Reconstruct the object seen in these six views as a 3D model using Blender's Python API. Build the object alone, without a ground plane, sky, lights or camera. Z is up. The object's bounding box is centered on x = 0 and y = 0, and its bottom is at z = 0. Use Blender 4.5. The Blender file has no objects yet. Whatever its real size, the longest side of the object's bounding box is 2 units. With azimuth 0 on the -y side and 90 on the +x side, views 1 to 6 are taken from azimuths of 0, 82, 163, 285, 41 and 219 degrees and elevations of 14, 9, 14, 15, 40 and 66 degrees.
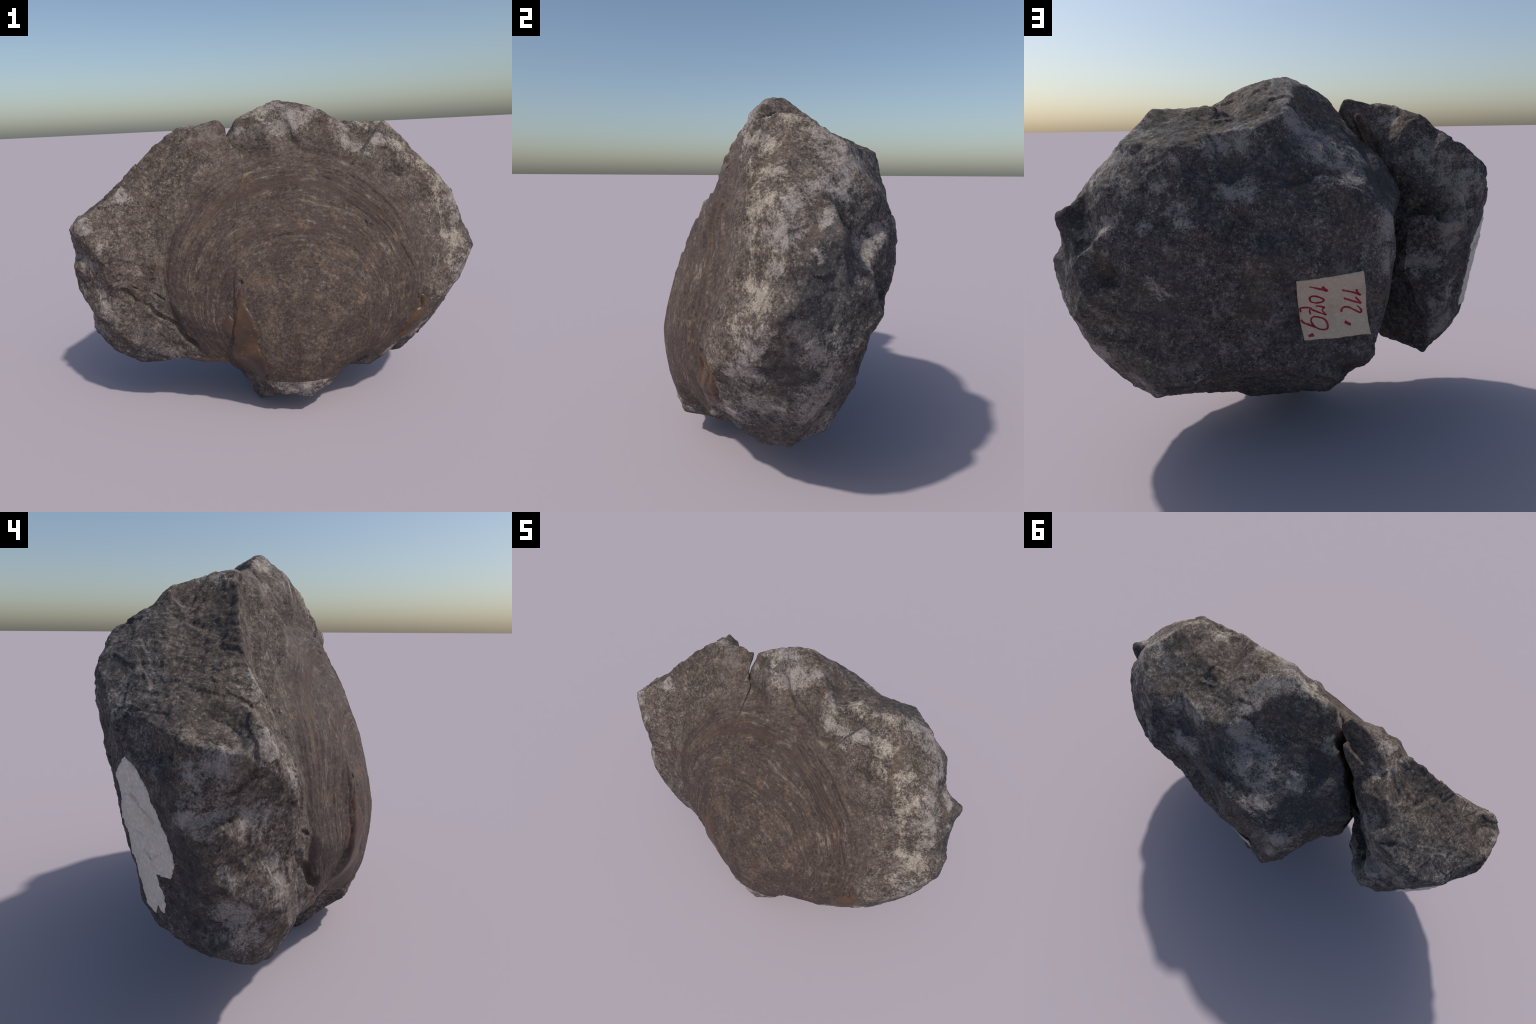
"""A fossil shell in a broken lump of dark rock, glued together from two blocks.

Each block is described by landmarks on its facets (crests, corners, the shell dome),
seen from a centre inside it.  The landmarks are spanned by flat facets, the facets are
worn round, cut along the break, and given growth lines, grooves, dents and grain."""
import bpy, bmesh, math, random
import numpy as np
from mathutils import Vector, noise
from mathutils.bvhtree import BVHTree

random.seed(7)

# ------------------------------------------------------------------ landmarks (metres)
LARGE_FRONT = {
    'shell dome, read along its growth lines': [
        (-0.178, -0.081, 1.276), (-0.164, -0.260, 1.016), (-0.161, -0.416, 0.701), (0.091, -0.186, 1.191),
        (0.207, -0.275, 1.053), (0.310, -0.233, 1.104), (0.420, -0.309, 0.933), (0.494, -0.191, 1.123),
        (0.653, -0.336, 0.645), (0.677, -0.318, 0.566), (0.758, -0.197, 0.915), (0.160, -0.347, 0.936),
        (0.161, -0.405, 0.779), (0.150, -0.458, 0.593), (0.148, -0.475, 0.504), (0.112, -0.474, 0.399),
        (0.073, -0.456, 0.267), (0.071, -0.401, 0.160), (0.429, -0.384, 0.760), (0.426, -0.421, 0.550),
        (0.356, -0.423, 0.344), (0.586, -0.361, 0.477), (-0.103, -0.457, 0.500), (-0.138, -0.419, 0.344),
        (-0.001, -0.334, 0.945), (-0.291, -0.336, 0.869), (-0.299, -0.387, 0.700), (-0.362, -0.384, 0.498),
        (-0.340, -0.356, 0.353), (-0.320, -0.180, 1.185), (0.832, -0.161, 0.876), (-0.049, -0.446, 0.335),
        (-0.066, -0.452, 0.603), (0.715, -0.287, 0.467), (0.569, -0.152, 1.134), (0.194, -0.127, 1.224),
        (0.638, -0.323, 0.430), (-0.196, -0.426, 0.413),
    ],
    'broken lip and underside below the shell beak': [
        (-0.025, -0.383, 0.132), (0.148, -0.390, 0.108), (0.239, -0.345, 0.147), (-0.105, -0.203, 0.006),
        (0.169, -0.159, 0.056), (0.197, -0.002, 0.100), (0.313, -0.283, 0.195), (0.520, -0.263, 0.235),
        (0.609, -0.287, 0.351), (0.635, -0.162, 0.227), (0.494, -0.094, 0.115), (0.443, -0.257, 0.258),
        (0.551, -0.206, 0.286), (0.460, 0.060, 0.200), (0.320, 0.110, 0.195), (0.190, 0.090, 0.165),
        (0.550, -0.100, 0.198), (0.440, -0.195, 0.220), (0.530, -0.155, 0.225), (0.360, -0.155, 0.150),
    ],
    'rim of stone to the right of the shell': [
        (0.797, -0.165, 0.990), (0.682, -0.170, 1.111), (0.566, -0.120, 1.250), (0.758, -0.207, 0.395),
        (0.849, -0.200, 0.516), (0.939, -0.163, 0.629), (1.004, -0.109, 0.750), (0.946, -0.122, 0.791),
        (0.957, -0.072, 0.885), (0.852, -0.098, 1.071), (0.860, -0.018, 1.089), (0.740, -0.067, 1.202),
        (0.558, -0.055, 1.384), (0.448, -0.045, 1.386), (0.382, -0.108, 1.374), (0.101, -0.082, 1.317),
        (0.341, -0.141, 1.290), (0.409, -0.115, 1.219), (-0.016, -0.136, 1.327), (0.831, -0.141, 0.438),
        (0.242, -0.053, 1.453), (0.919, -0.072, 1.002), (0.841, 0.090, 1.095), (0.469, -0.145, 1.281),
        (0.670, -0.152, 1.212), (0.954, -0.168, 0.698), (0.906, -0.008, 1.028), (0.996, -0.052, 0.816),
        (0.817, -0.226, 0.739), (0.815, 0.076, 1.150), (0.845, -0.168, 0.797), (0.790, -0.292, 0.554),
        (0.770, -0.167, 1.074), (0.935, -0.190, 0.710), (0.760, -0.175, 1.105), (1.008, -0.118, 0.757),
    ],
    'broken end with its knob': [
        (0.952, 0.091, 1.004), (0.907, 0.135, 0.956), (0.759, 0.006, 0.259), (0.880, 0.006, 0.406),
        (0.980, -0.003, 0.654), (0.940, 0.111, 0.803), (0.883, 0.151, 0.549), (0.856, 0.221, 0.912),
        (0.806, 0.210, 1.053), (0.873, 0.110, 0.990), (0.920, 0.149, 0.605), (0.803, 0.204, 0.975),
        (0.910, 0.206, 0.836), (0.880, 0.249, 0.735), (0.842, 0.152, 0.941), (0.807, 0.157, 0.505),
    ],
}

LARGE_BACK = {
    'summit and its rough pitted facet': [
        (0.096, 0.057, 1.501), (0.028, -0.002, 1.504), (0.073, -0.092, 1.429), (-0.179, -0.040, 1.415),
        (-0.074, 0.007, 1.468), (0.588, 0.047, 1.382), (0.374, 0.104, 1.385), (0.411, 0.247, 1.286),
        (0.239, 0.290, 1.312), (0.551, 0.325, 1.248), (0.710, 0.172, 1.266), (0.786, 0.243, 1.098),
        (0.224, 0.109, 1.432), (0.798, 0.166, 1.131), (0.215, 0.302, 1.214), (0.472, 0.093, 1.365),
        (0.283, 0.145, 1.345), (0.756, 0.136, 1.214), (-0.133, 0.093, 1.339), (-0.007, 0.132, 1.369),
        (0.044, 0.098, 1.463), (0.118, 0.242, 1.362), (0.400, 0.147, 1.338), (0.603, 0.000, 1.359),
        (0.450, 0.327, 1.229), (0.132, 0.296, 1.265), (0.293, 0.070, 1.361), (-0.112, -0.060, 1.415),
        (-0.005, -0.089, 1.399), (0.484, 0.321, 1.164),
    ],
    'sloping slate-grey facet down to the gap': [
        (-0.284, 0.024, 1.266), (-0.371, 0.083, 1.119), (-0.439, 0.139, 1.009), (-0.102, 0.426, 1.072),
        (-0.261, 0.220, 1.118), (-0.243, 0.406, 0.952), (0.085, 0.379, 1.154), (-0.083, 0.264, 1.210),
        (-0.064, 0.359, 1.132), (-0.000, 0.201, 1.292), (-0.002, 0.298, 1.232), (-0.199, 0.253, 1.165),
        (-0.171, 0.322, 1.122), (-0.074, 0.441, 0.953), (-0.394, 0.180, 1.064), (-0.345, 0.133, 1.173),
        (0.027, 0.462, 0.972), (-0.253, 0.163, 1.163), (0.012, 0.419, 1.118), (0.135, 0.410, 1.040),
        (-0.192, 0.428, 1.008),
    ],
    'flat back': [
        (0.729, 0.339, 0.854), (0.436, 0.394, 0.854), (0.197, 0.451, 0.854), (0.007, 0.457, 0.796),
        (-0.200, 0.468, 0.678), (0.733, 0.329, 1.008), (0.496, 0.394, 1.072), (0.299, 0.323, 1.125),
        (0.613, 0.257, 0.429), (0.305, 0.358, 0.406), (-0.000, 0.381, 0.398), (0.203, 0.400, 0.602),
        (-0.186, 0.451, 0.545), (0.002, 0.414, 0.502), (0.749, 0.304, 0.766), (0.366, 0.323, 1.121),
        (0.260, 0.379, 0.923), (0.596, 0.402, 0.928), (0.486, 0.430, 0.988), (0.110, 0.380, 0.659),
        (0.174, 0.374, 0.499), (0.271, 0.361, 0.486), (0.121, 0.413, 0.950), (-0.007, 0.402, 0.650),
        (0.189, 0.390, 0.694), (-0.102, 0.409, 0.591), (-0.062, 0.363, 0.367), (0.097, 0.371, 0.382),
        (0.246, 0.366, 1.068), (0.703, 0.305, 1.087), (0.690, 0.222, 0.555), (0.594, 0.381, 0.790),
        (0.125, 0.367, 0.572), (0.370, 0.327, 0.466), (0.775, 0.218, 0.790), (0.052, 0.369, 0.616),
        (0.077, 0.459, 0.806), (0.379, 0.409, 0.885), (0.415, 0.294, 0.402), (0.519, 0.280, 0.343),
        (0.278, 0.276, 0.354), (0.292, 0.365, 0.607), (0.322, 0.367, 1.062), (-0.141, 0.447, 0.417),
        (-0.030, 0.426, 0.349), (0.226, 0.228, 0.315), (-0.025, 0.362, 0.299), (0.273, 0.407, 0.726),
    ],
    'underside': [
        (0.643, -0.004, 0.173), (0.647, 0.142, 0.242), (-0.003, 0.143, 0.162), (-0.120, 0.130, 0.134),
        (-0.235, 0.196, 0.260), (0.495, 0.174, 0.298), (-0.003, 0.254, 0.216), (-0.130, 0.210, 0.270),
        (0.661, 0.170, 0.305),
    ],
    'break against the smaller block': [
        (-0.373, 0.176, 0.951), (-0.316, 0.322, 0.828), (-0.248, 0.377, 0.611), (-0.225, 0.341, 0.381),
        (-0.220, -0.050, 1.200), (-0.290, 0.000, 1.020), (-0.253, 0.000, 0.479), (-0.195, -0.159, 0.141),
        (-0.190, 0.050, 0.290), (-0.142, 0.384, 0.357), (-0.190, 0.060, 0.380), (-0.249, 0.311, 0.510),
        (-0.184, 0.241, 0.377), (-0.410, 0.110, 0.760), (-0.405, 0.130, 0.660), (-0.385, 0.130, 0.560),
        (-0.335, 0.080, 0.475), (-0.300, 0.210, 0.700), (-0.280, 0.190, 0.580), (-0.200, 0.140, 0.440),
    ],
}

LARGE_BLOCK = LARGE_FRONT | LARGE_BACK
LARGE_CENTRE = (0.27, 0.0, 0.74)

SMALL_BLOCK = {
    'edge of the shell carried over the break': [
        (-0.166, -0.097, 1.287), (-0.179, -0.256, 1.012), (-0.172, -0.409, 0.698), (-0.291, -0.329, 0.865),
        (-0.517, -0.306, 0.773), (-0.457, -0.277, 0.904), (-0.302, -0.365, 0.691), (-0.365, -0.383, 0.493),
        (-0.529, -0.324, 0.603), (0.092, -0.188, 1.203), (-0.000, -0.334, 0.953), (0.020, -0.430, 0.750),
        (-0.080, -0.449, 0.500), (-0.100, -0.400, 0.330), (-0.587, -0.204, 0.938), (-0.426, -0.199, 1.054),
        (-0.651, -0.279, 0.522), (-0.513, -0.286, 0.448), (-0.197, -0.046, 1.335),
    ],
    'plain stone beside the shell': [
        (-0.729, -0.239, 1.015), (-0.616, -0.283, 0.717), (-0.748, -0.198, 1.091), (-0.827, -0.279, 0.635),
        (-0.774, -0.332, 0.771), (-0.848, -0.309, 0.865), (-0.902, -0.266, 0.998), (-0.969, -0.238, 0.953),
        (-0.401, -0.138, 1.217), (-0.562, -0.099, 1.313), (-0.694, -0.147, 1.188), (-0.583, -0.076, 1.283),
        (-0.689, -0.153, 1.161), (-0.445, -0.052, 1.392), (-0.410, -0.134, 1.311), (-0.612, -0.169, 1.040),
        (-0.308, -0.127, 1.314), (-0.797, -0.308, 0.499), (-0.607, 0.037, 1.248), (-0.730, 0.007, 1.146),
        (-0.376, -0.018, 1.402), (-0.894, -0.192, 0.989), (-0.665, -0.073, 1.200), (-0.657, -0.279, 0.778),
        (-0.358, -0.195, 1.177), (-0.732, -0.324, 0.863), (-0.714, -0.315, 0.745), (-0.811, -0.275, 0.957),
        (-0.326, -0.174, 1.245), (-0.749, -0.306, 0.628), (-0.347, -0.087, 1.374), (-0.492, -0.102, 1.256),
        (-0.842, -0.207, 1.043),
    ],
    'top': [
        (-0.236, -0.036, 1.431), (-0.478, 0.060, 1.381), (-0.402, 0.044, 1.299), (-0.536, 0.139, 1.344),
        (-0.461, 0.136, 1.318), (-0.558, 0.057, 1.286), (-0.206, -0.001, 1.382), (-0.249, 0.049, 1.369),
    ],
    'pitted end facet': [
        (-0.530, 0.168, 1.229), (-0.579, 0.328, 1.046), (-0.671, 0.266, 1.016), (-0.859, 0.164, 1.049),
        (-0.977, -0.087, 0.975), (-0.599, 0.245, 1.055), (-0.797, 0.225, 1.132), (-0.575, 0.245, 1.247),
        (-0.863, -0.064, 1.058), (-0.990, -0.054, 0.878), (-0.674, 0.260, 1.213), (-0.880, -0.135, 1.014),
        (-0.679, 0.112, 1.224), (-0.511, 0.193, 1.163), (-0.586, 0.182, 1.283), (-0.940, -0.034, 0.928),
        (-0.763, 0.259, 1.038), (-0.892, 0.130, 0.993),
    ],
    'lower end, under the paper': [
        (-0.564, 0.356, 0.955), (-0.914, 0.078, 0.913), (-0.863, 0.127, 0.825), (-0.944, -0.046, 0.698),
        (-0.907, -0.047, 0.493), (-0.837, 0.062, 0.413), (-0.676, 0.288, 0.870), (-0.744, 0.235, 0.829),
        (-0.600, 0.230, 0.754), (-0.979, -0.199, 0.765), (-0.949, -0.198, 0.591), (-0.926, -0.155, 0.406),
        (-0.807, -0.222, 0.313), (-0.465, 0.140, 0.670), (-0.510, 0.160, 0.550), (-0.455, 0.075, 0.770),
        (-0.734, -0.294, 0.406), (-0.989, -0.146, 0.650), (-0.907, -0.226, 0.713), (-0.914, 0.044, 1.015),
        (-0.902, -0.122, 0.465), (-1.006, -0.090, 0.792), (-0.910, -0.221, 0.814), (-0.569, 0.212, 0.799),
        (-0.617, 0.221, 0.490), (-0.718, 0.193, 0.532), (-0.710, 0.176, 0.403), (-0.904, -0.249, 0.547),
        (-0.455, 0.060, 0.630),
    ],
    'underside': [
        (-0.225, -0.334, 0.259), (-0.339, -0.307, 0.273), (-0.526, -0.269, 0.275), (-0.691, -0.231, 0.256),
        (-0.677, -0.059, 0.207), (-0.559, -0.022, 0.241), (-0.504, -0.123, 0.250), (-0.638, 0.064, 0.216),
        (-0.552, 0.184, 0.442), (-0.600, 0.168, 0.350), (-0.644, -0.297, 0.367), (-0.450, 0.000, 0.500),
        (-0.470, -0.120, 0.361), (-0.465, 0.045, 0.530), (-0.414, -0.324, 0.370),
    ],
    'break against the larger block': [
        (-0.297, 0.019, 1.246), (-0.400, 0.092, 1.112), (-0.467, 0.161, 1.007), (-0.465, 0.156, 0.849),
        (-0.522, 0.200, 0.876), (-0.271, -0.006, 1.338), (-0.391, 0.107, 1.214),
    ],
}
SMALL_CENTRE = (-0.58, -0.02, 0.78)
LARGE_FINE = 8; SMALL_FINE = 8

# places of lighter and darker colour patches: x, y, z, radius
LARGE_STAINS = {
    'cream': [
        (0.69, -0.14, 1.19, 0.026), (0.73, -0.13, 1.13, 0.033), (0.64, -0.09, 1.24, 0.049), (0.75, -0.10, 1.17, 0.057),
        (0.81, -0.12, 1.09, 0.043), (0.79, -0.16, 1.02, 0.026), (0.80, -0.16, 0.97, 0.030), (0.61, 0.00, 1.35, 0.052),
        (0.67, -0.15, 1.21, 0.031), (0.72, -0.11, 1.16, 0.043), (0.75, -0.13, 1.12, 0.043), (0.79, -0.15, 1.05, 0.048),
        (0.79, -0.17, 0.99, 0.042), (0.81, -0.17, 0.94, 0.034), (0.84, -0.17, 0.84, 0.061), (0.90, -0.15, 0.78, 0.068),
        (0.86, -0.21, 0.72, 0.042), (0.45, -0.05, 1.38, 0.027), (0.50, -0.05, 1.38, 0.026), (0.53, -0.04, 1.38, 0.030),
        (0.58, -0.01, 1.38, 0.028), (0.61, 0.01, 1.35, 0.032), (0.50, -0.03, 1.38, 0.036), (0.43, -0.04, 1.38, 0.038),
        (-0.06, -0.03, 1.44, 0.044), (-0.11, -0.03, 1.43, 0.036),
    ],
    'white': [
        (0.85, -0.05, 1.09, 0.036), (0.84, 0.04, 1.11, 0.032), (0.83, 0.09, 1.12, 0.034), (0.76, 0.15, 1.21, 0.045),
        (0.78, 0.14, 1.17, 0.031), (0.67, 0.10, 1.30, 0.044), (0.70, 0.14, 1.28, 0.033), (0.95, 0.02, 0.93, 0.026),
        (0.92, -0.08, 0.95, 0.028), (0.92, -0.10, 0.90, 0.033), (0.90, -0.13, 0.85, 0.034), (0.84, 0.21, 0.93, 0.060),
        (0.78, 0.27, 0.98, 0.036), (0.90, 0.06, 1.05, 0.023), (0.98, 0.00, 0.69, 0.037), (0.96, 0.03, 0.63, 0.062),
        (0.91, 0.07, 0.55, 0.060), (0.88, 0.07, 0.47, 0.056), (0.86, 0.04, 0.41, 0.055), (0.71, 0.13, 0.32, 0.050),
        (0.86, -0.07, 0.43, 0.050), (0.82, -0.16, 0.44, 0.061), (0.90, -0.00, 0.46, 0.044), (0.91, -0.18, 0.59, 0.039),
        (0.85, -0.22, 0.55, 0.034), (0.97, -0.14, 0.70, 0.031), (0.35, 0.36, 1.08, 0.035), (0.30, 0.35, 1.09, 0.031),
        (0.54, 0.40, 1.01, 0.042), (0.66, 0.36, 0.99, 0.031), (0.59, 0.34, 1.11, 0.034), (0.32, 0.28, 1.28, 0.041),
        (0.27, 0.29, 1.29, 0.041), (0.56, 0.33, 1.23, 0.026), (0.41, 0.29, 1.23, 0.032), (0.74, 0.18, 1.21, 0.091),
        (0.79, 0.27, 0.97, 0.044), (0.82, 0.26, 0.93, 0.031), (0.66, 0.36, 0.81, 0.016), (0.64, 0.35, 0.77, 0.019),
        (0.62, 0.34, 0.73, 0.018), (0.08, 0.24, 1.32, 0.044), (0.02, 0.22, 1.28, 0.053), (-0.02, 0.28, 1.23, 0.073),
        (-0.03, 0.33, 1.18, 0.058), (-0.08, 0.37, 1.12, 0.048), (0.04, 0.41, 1.12, 0.029), (-0.22, 0.41, 0.95, 0.050),
        (-0.22, 0.42, 0.89, 0.047), (-0.20, 0.44, 0.80, 0.040), (0.69, 0.11, 0.29, 0.064), (0.85, 0.05, 0.43, 0.046),
        (0.48, 0.28, 0.39, 0.026), (0.62, 0.35, 0.74, 0.024), (-0.02, -0.02, 1.47, 0.057), (0.21, -0.06, 1.43, 0.035),
        (0.33, -0.10, 1.37, 0.038), (0.36, -0.13, 1.30, 0.037), (0.42, -0.10, 1.26, 0.042), (0.46, -0.16, 1.24, 0.035),
        (0.49, -0.13, 1.30, 0.054), (0.89, -0.09, 1.01, 0.048), (0.93, -0.17, 0.69, 0.044), (-0.01, -0.40, 0.18, 0.048),
        (0.06, -0.40, 0.16, 0.062), (0.12, -0.42, 0.18, 0.048), (0.20, -0.42, 0.22, 0.060), (-0.15, -0.06, 1.36, 0.031),
        (0.69, -0.24, 0.37, 0.071), (0.55, -0.28, 0.28, 0.056), (0.12, -0.08, 1.42, 0.052), (0.07, -0.09, 1.36, 0.040),
        (0.68, 0.14, 1.29, 0.029), (0.73, 0.13, 1.24, 0.023), (0.66, 0.14, 1.30, 0.046), (0.37, 0.27, 1.25, 0.040),
        (0.29, 0.29, 1.26, 0.039), (0.35, 0.35, 1.09, 0.040), (0.29, 0.35, 1.09, 0.034), (0.07, 0.22, 1.34, 0.041),
        (0.08, 0.16, 1.42, 0.033), (0.02, 0.33, 1.19, 0.058), (-0.05, 0.30, 1.19, 0.048), (-0.07, 0.38, 1.12, 0.041),
        (-0.21, 0.41, 0.93, 0.088),
    ],
    'dark': [
        (0.92, -0.04, 1.00, 0.048), (0.85, 0.11, 1.05, 0.040), (0.86, 0.12, 0.99, 0.052), (0.98, -0.13, 0.74, 0.045),
        (0.94, -0.16, 0.63, 0.044), (0.95, -0.10, 0.62, 0.061), (0.86, -0.17, 0.51, 0.075), (0.92, -0.06, 0.54, 0.065),
        (0.88, 0.14, 0.96, 0.040),
    ],
    'brown': [
        (0.93, 0.03, 1.02, 0.044), (0.26, -0.10, 1.35, 0.055), (-0.13, -0.06, 1.41, 0.042), (0.48, 0.27, 1.27, 0.060),
        (0.34, 0.26, 1.30, 0.046),
    ],
    'slate': [
        (0.26, 0.33, 1.12, 0.041), (0.45, 0.40, 1.03, 0.046), (0.34, 0.31, 1.15, 0.036), (0.18, 0.36, 1.13, 0.041),
        (-0.20, 0.16, 1.22, 0.147), (-0.24, 0.29, 1.08, 0.120), (-0.06, 0.04, 1.44, 0.120),
    ],
    'pale': [
        (0.09, 0.08, 1.48, 0.047), (0.03, 0.05, 1.48, 0.037), (-0.17, 0.24, 1.19, 0.034), (-0.22, 0.06, 1.30, 0.030),
    ],
}
SMALL_STAINS = {
    'pale': [
        (-0.51, 0.19, 1.18, 0.064), (-0.54, 0.21, 1.11, 0.043), (-0.60, 0.24, 1.08, 0.050), (-0.64, 0.29, 1.02, 0.096),
        (-0.56, 0.33, 0.97, 0.065), (-0.58, 0.30, 0.89, 0.079), (-0.60, 0.24, 0.80, 0.044), (-0.48, 0.15, 0.72, 0.045),
        (-0.53, 0.18, 0.70, 0.053), (-0.56, 0.20, 0.72, 0.053), (-0.58, 0.20, 0.51, 0.047), (-0.64, 0.22, 0.59, 0.034),
        (-0.62, 0.18, 0.39, 0.075), (-0.66, 0.19, 0.42, 0.054), (-0.68, 0.26, 1.16, 0.050), (-0.52, 0.19, 1.17, 0.029),
        (-0.57, 0.23, 1.18, 0.038), (-0.61, 0.27, 1.04, 0.039), (-0.66, 0.27, 1.01, 0.064), (-0.74, 0.26, 1.10, 0.055),
    ],
    'white': [
        (-0.43, 0.05, 1.34, 0.034), (-0.84, 0.18, 1.07, 0.035), (-0.87, 0.14, 1.04, 0.033), (-0.74, -0.19, 1.11, 0.022),
        (-0.75, -0.20, 1.08, 0.031), (-0.90, -0.27, 0.97, 0.014), (-0.86, -0.29, 0.93, 0.027), (-0.80, -0.31, 0.86, 0.024),
        (-0.98, -0.14, 0.90, 0.045), (-0.98, -0.19, 0.91, 0.031), (-0.97, -0.17, 0.85, 0.031), (-0.96, -0.18, 0.65, 0.028),
        (-0.95, -0.19, 0.62, 0.026), (-0.83, -0.28, 0.64, 0.018), (-0.83, -0.28, 0.60, 0.023), (-0.82, -0.29, 0.54, 0.024),
        (-0.80, -0.31, 0.50, 0.021), (-0.91, -0.20, 0.53, 0.042), (-0.88, -0.22, 0.45, 0.044), (-0.48, 0.05, 1.38, 0.026),
        (-0.47, -0.01, 1.38, 0.026), (-0.99, -0.12, 0.79, 0.028), (-0.91, -0.22, 0.78, 0.031), (-0.88, -0.27, 0.78, 0.030),
        (-0.73, -0.19, 1.08, 0.035), (-0.77, -0.21, 1.05, 0.028), (-0.73, -0.24, 1.01, 0.024), (-0.90, -0.27, 0.97, 0.035),
        (-0.87, -0.29, 0.93, 0.023), (-0.79, -0.32, 0.85, 0.027), (-0.84, -0.27, 0.65, 0.039), (-0.83, -0.28, 0.59, 0.040),
        (-0.82, -0.29, 0.53, 0.028), (-0.42, -0.01, 1.39, 0.035), (-0.47, 0.02, 1.38, 0.036),
    ],
    'brown': [
        (-0.98, -0.16, 0.68, 0.034),
    ],
    'dark': [
        (-0.56, -0.06, 1.30, 0.048), (-0.62, -0.06, 1.25, 0.042), (-0.71, -0.14, 1.17, 0.035), (-0.88, -0.22, 1.01, 0.024),
        (-0.99, -0.05, 0.88, 0.046), (-0.96, -0.02, 0.80, 0.040), (-0.96, -0.09, 0.65, 0.055), (-0.96, -0.13, 0.60, 0.068),
        (-0.91, -0.08, 0.51, 0.062), (-0.53, -0.05, 1.32, 0.043), (-0.59, -0.04, 1.27, 0.045),
    ],
}
LABEL_CORNERS = [(.150, .445, .761), (-.100, .455, .790), (-.150, .435, .525), (.105, .42, .510)]

# the break between the blocks: a plane, with the front crack wandering along it
BREAK_N = np.array((-0.7635, -0.5705, 0.3028)); BREAK_D = 0.5792
CRACK_WANDER = [(0.10, -0.20), (0.20, -0.17), (0.30, -0.10), (0.50, -0.045), (0.70, -0.004),
                (1.02, 0.015), (1.285, -0.013), (1.45, 0.0)]

CRACK_FRONT = [(.25, -.33), (.35, -.40), (.5, -.44), (.7, -.41), (1.02, -.265), (1.285, -.091), (1.45, -.03)]

# the shell: growth lines are nested ellipses that crowd together at the beak
SHELL_MID = (0.09, 0.74); SHELL_RAD = (0.61, 0.56); BEAK_Z = 0.30; NEST = 0.9

def ring(x, z):
    """growth coordinate: 0 at the beak, 1 at the margin of the shell"""
    kc = NEST * (SHELL_MID[1] - BEAK_Z) / SHELL_RAD[1]
    qx = (x - SHELL_MID[0]) / SHELL_RAD[0]; qz = (z - BEAK_Z) / SHELL_RAD[1]
    b = kc * qz; a = 1 - kc * kc
    return (-b + np.sqrt(np.maximum(b * b + a * (qx * qx + qz * qz), 0))) / a

TERRACES = [(.48, .005), (.55, .006), (.62, .005), (.70, .009), (.76, .005), (.82, .008), (.87, .010), (.93, .007), (.97, .006)]

# grooves: (points along it, half width, depth)
LARGE_GROOVES = [
    ([(.768, -.25, .606), (.778, -.24, .685), (.782, -.225, .74), (.769, -.216, .80), (.768, -.204, .86)], .008, .012),
    ([(.177, -.12, 1.319), (.32, -.14, 1.291), (.406, -.154, 1.244), (.499, -.167, 1.19), (.582, -.165, 1.136), (.643, -.158, 1.107)], .010, .008),
    ([(.638, -.316, .668), (.650, -.316, .64), (.662, -.313, .616)], .008, .022),
    ([(.668, -.314, .572), (.672, -.305, .545), (.674, -.296, .515)], .013, .05),
    ([(.655, -.30, .50), (.69, -.285, .515)], .006, .01),
    ([(.417, .395, 1.085), (.274, .385, 1.123), (.128, .385, 1.123), (.06, .38, 1.145)], .030, .022),
    ([(.551, .386, 1.046), (.449, .402, 1.009), (.281, .402, 1.037)], .022, .008),
    ([(.52, -.14, 1.255), (.60, -.12, 1.25), (.65, -.11, 1.235)], .018, .016),
    ([(.092, -.184, 1.201), (.21, -.20, 1.16), (.312, -.222, 1.097), (.40, -.255, 1.02), (.51, -.28, .92), (.60, -.30, .80), (.655, -.315, .69)], .007, .007),
    ([(.42, -.307, .945), (.425, -.31, .915)], .006, .008),
    ([(-.168, -.37, .745), (-.163, -.412, .70)], .007, .02),
]
SMALL_GROOVES = [
    ([(-.813, -.317, .802), (-.756, -.317, .754), (-.719, -.289, .698), (-.671, -.29, .663), (-.62, -.303, .638), (-.582, -.306, .637), (-.537, -.32, .609)], .008, .012),
    ([(-.762, -.308, .726), (-.723, -.288, .658), (-.676, -.302, .593), (-.62, -.305, .571), (-.568, -.303, .514), (-.506, -.31, .479), (-.459, -.31, .421), (-.41, -.33, .378)], .024, .020),
    ([(-.605, -.292, .484), (-.566, -.299, .478), (-.578, -.291, .433), (-.542, -.292, .39), (-.479, -.297, .354)], .006, .007),
]
# dents: (place, radius, depth)
LARGE_DENTS = [((.677, -.152, 1.098), .035, .018), ((.87, .193, .942), .06, .03), ((.914, -.036, .996), .05, .015),
               ((.48, .18, 1.32), .14, .004)]
SMALL_DENTS = [((-.344, .046, 1.238), .05, .025), ((-.481, .117, .574), .07, .02), ((-.28, -.12, 1.27), .05, .006)]
LARGE_BUMPS = [((.946, .10, 1.0), .05, .018), ((-.02, -.40, .15), .05, .006)]
SMALL_BUMPS = []


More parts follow.
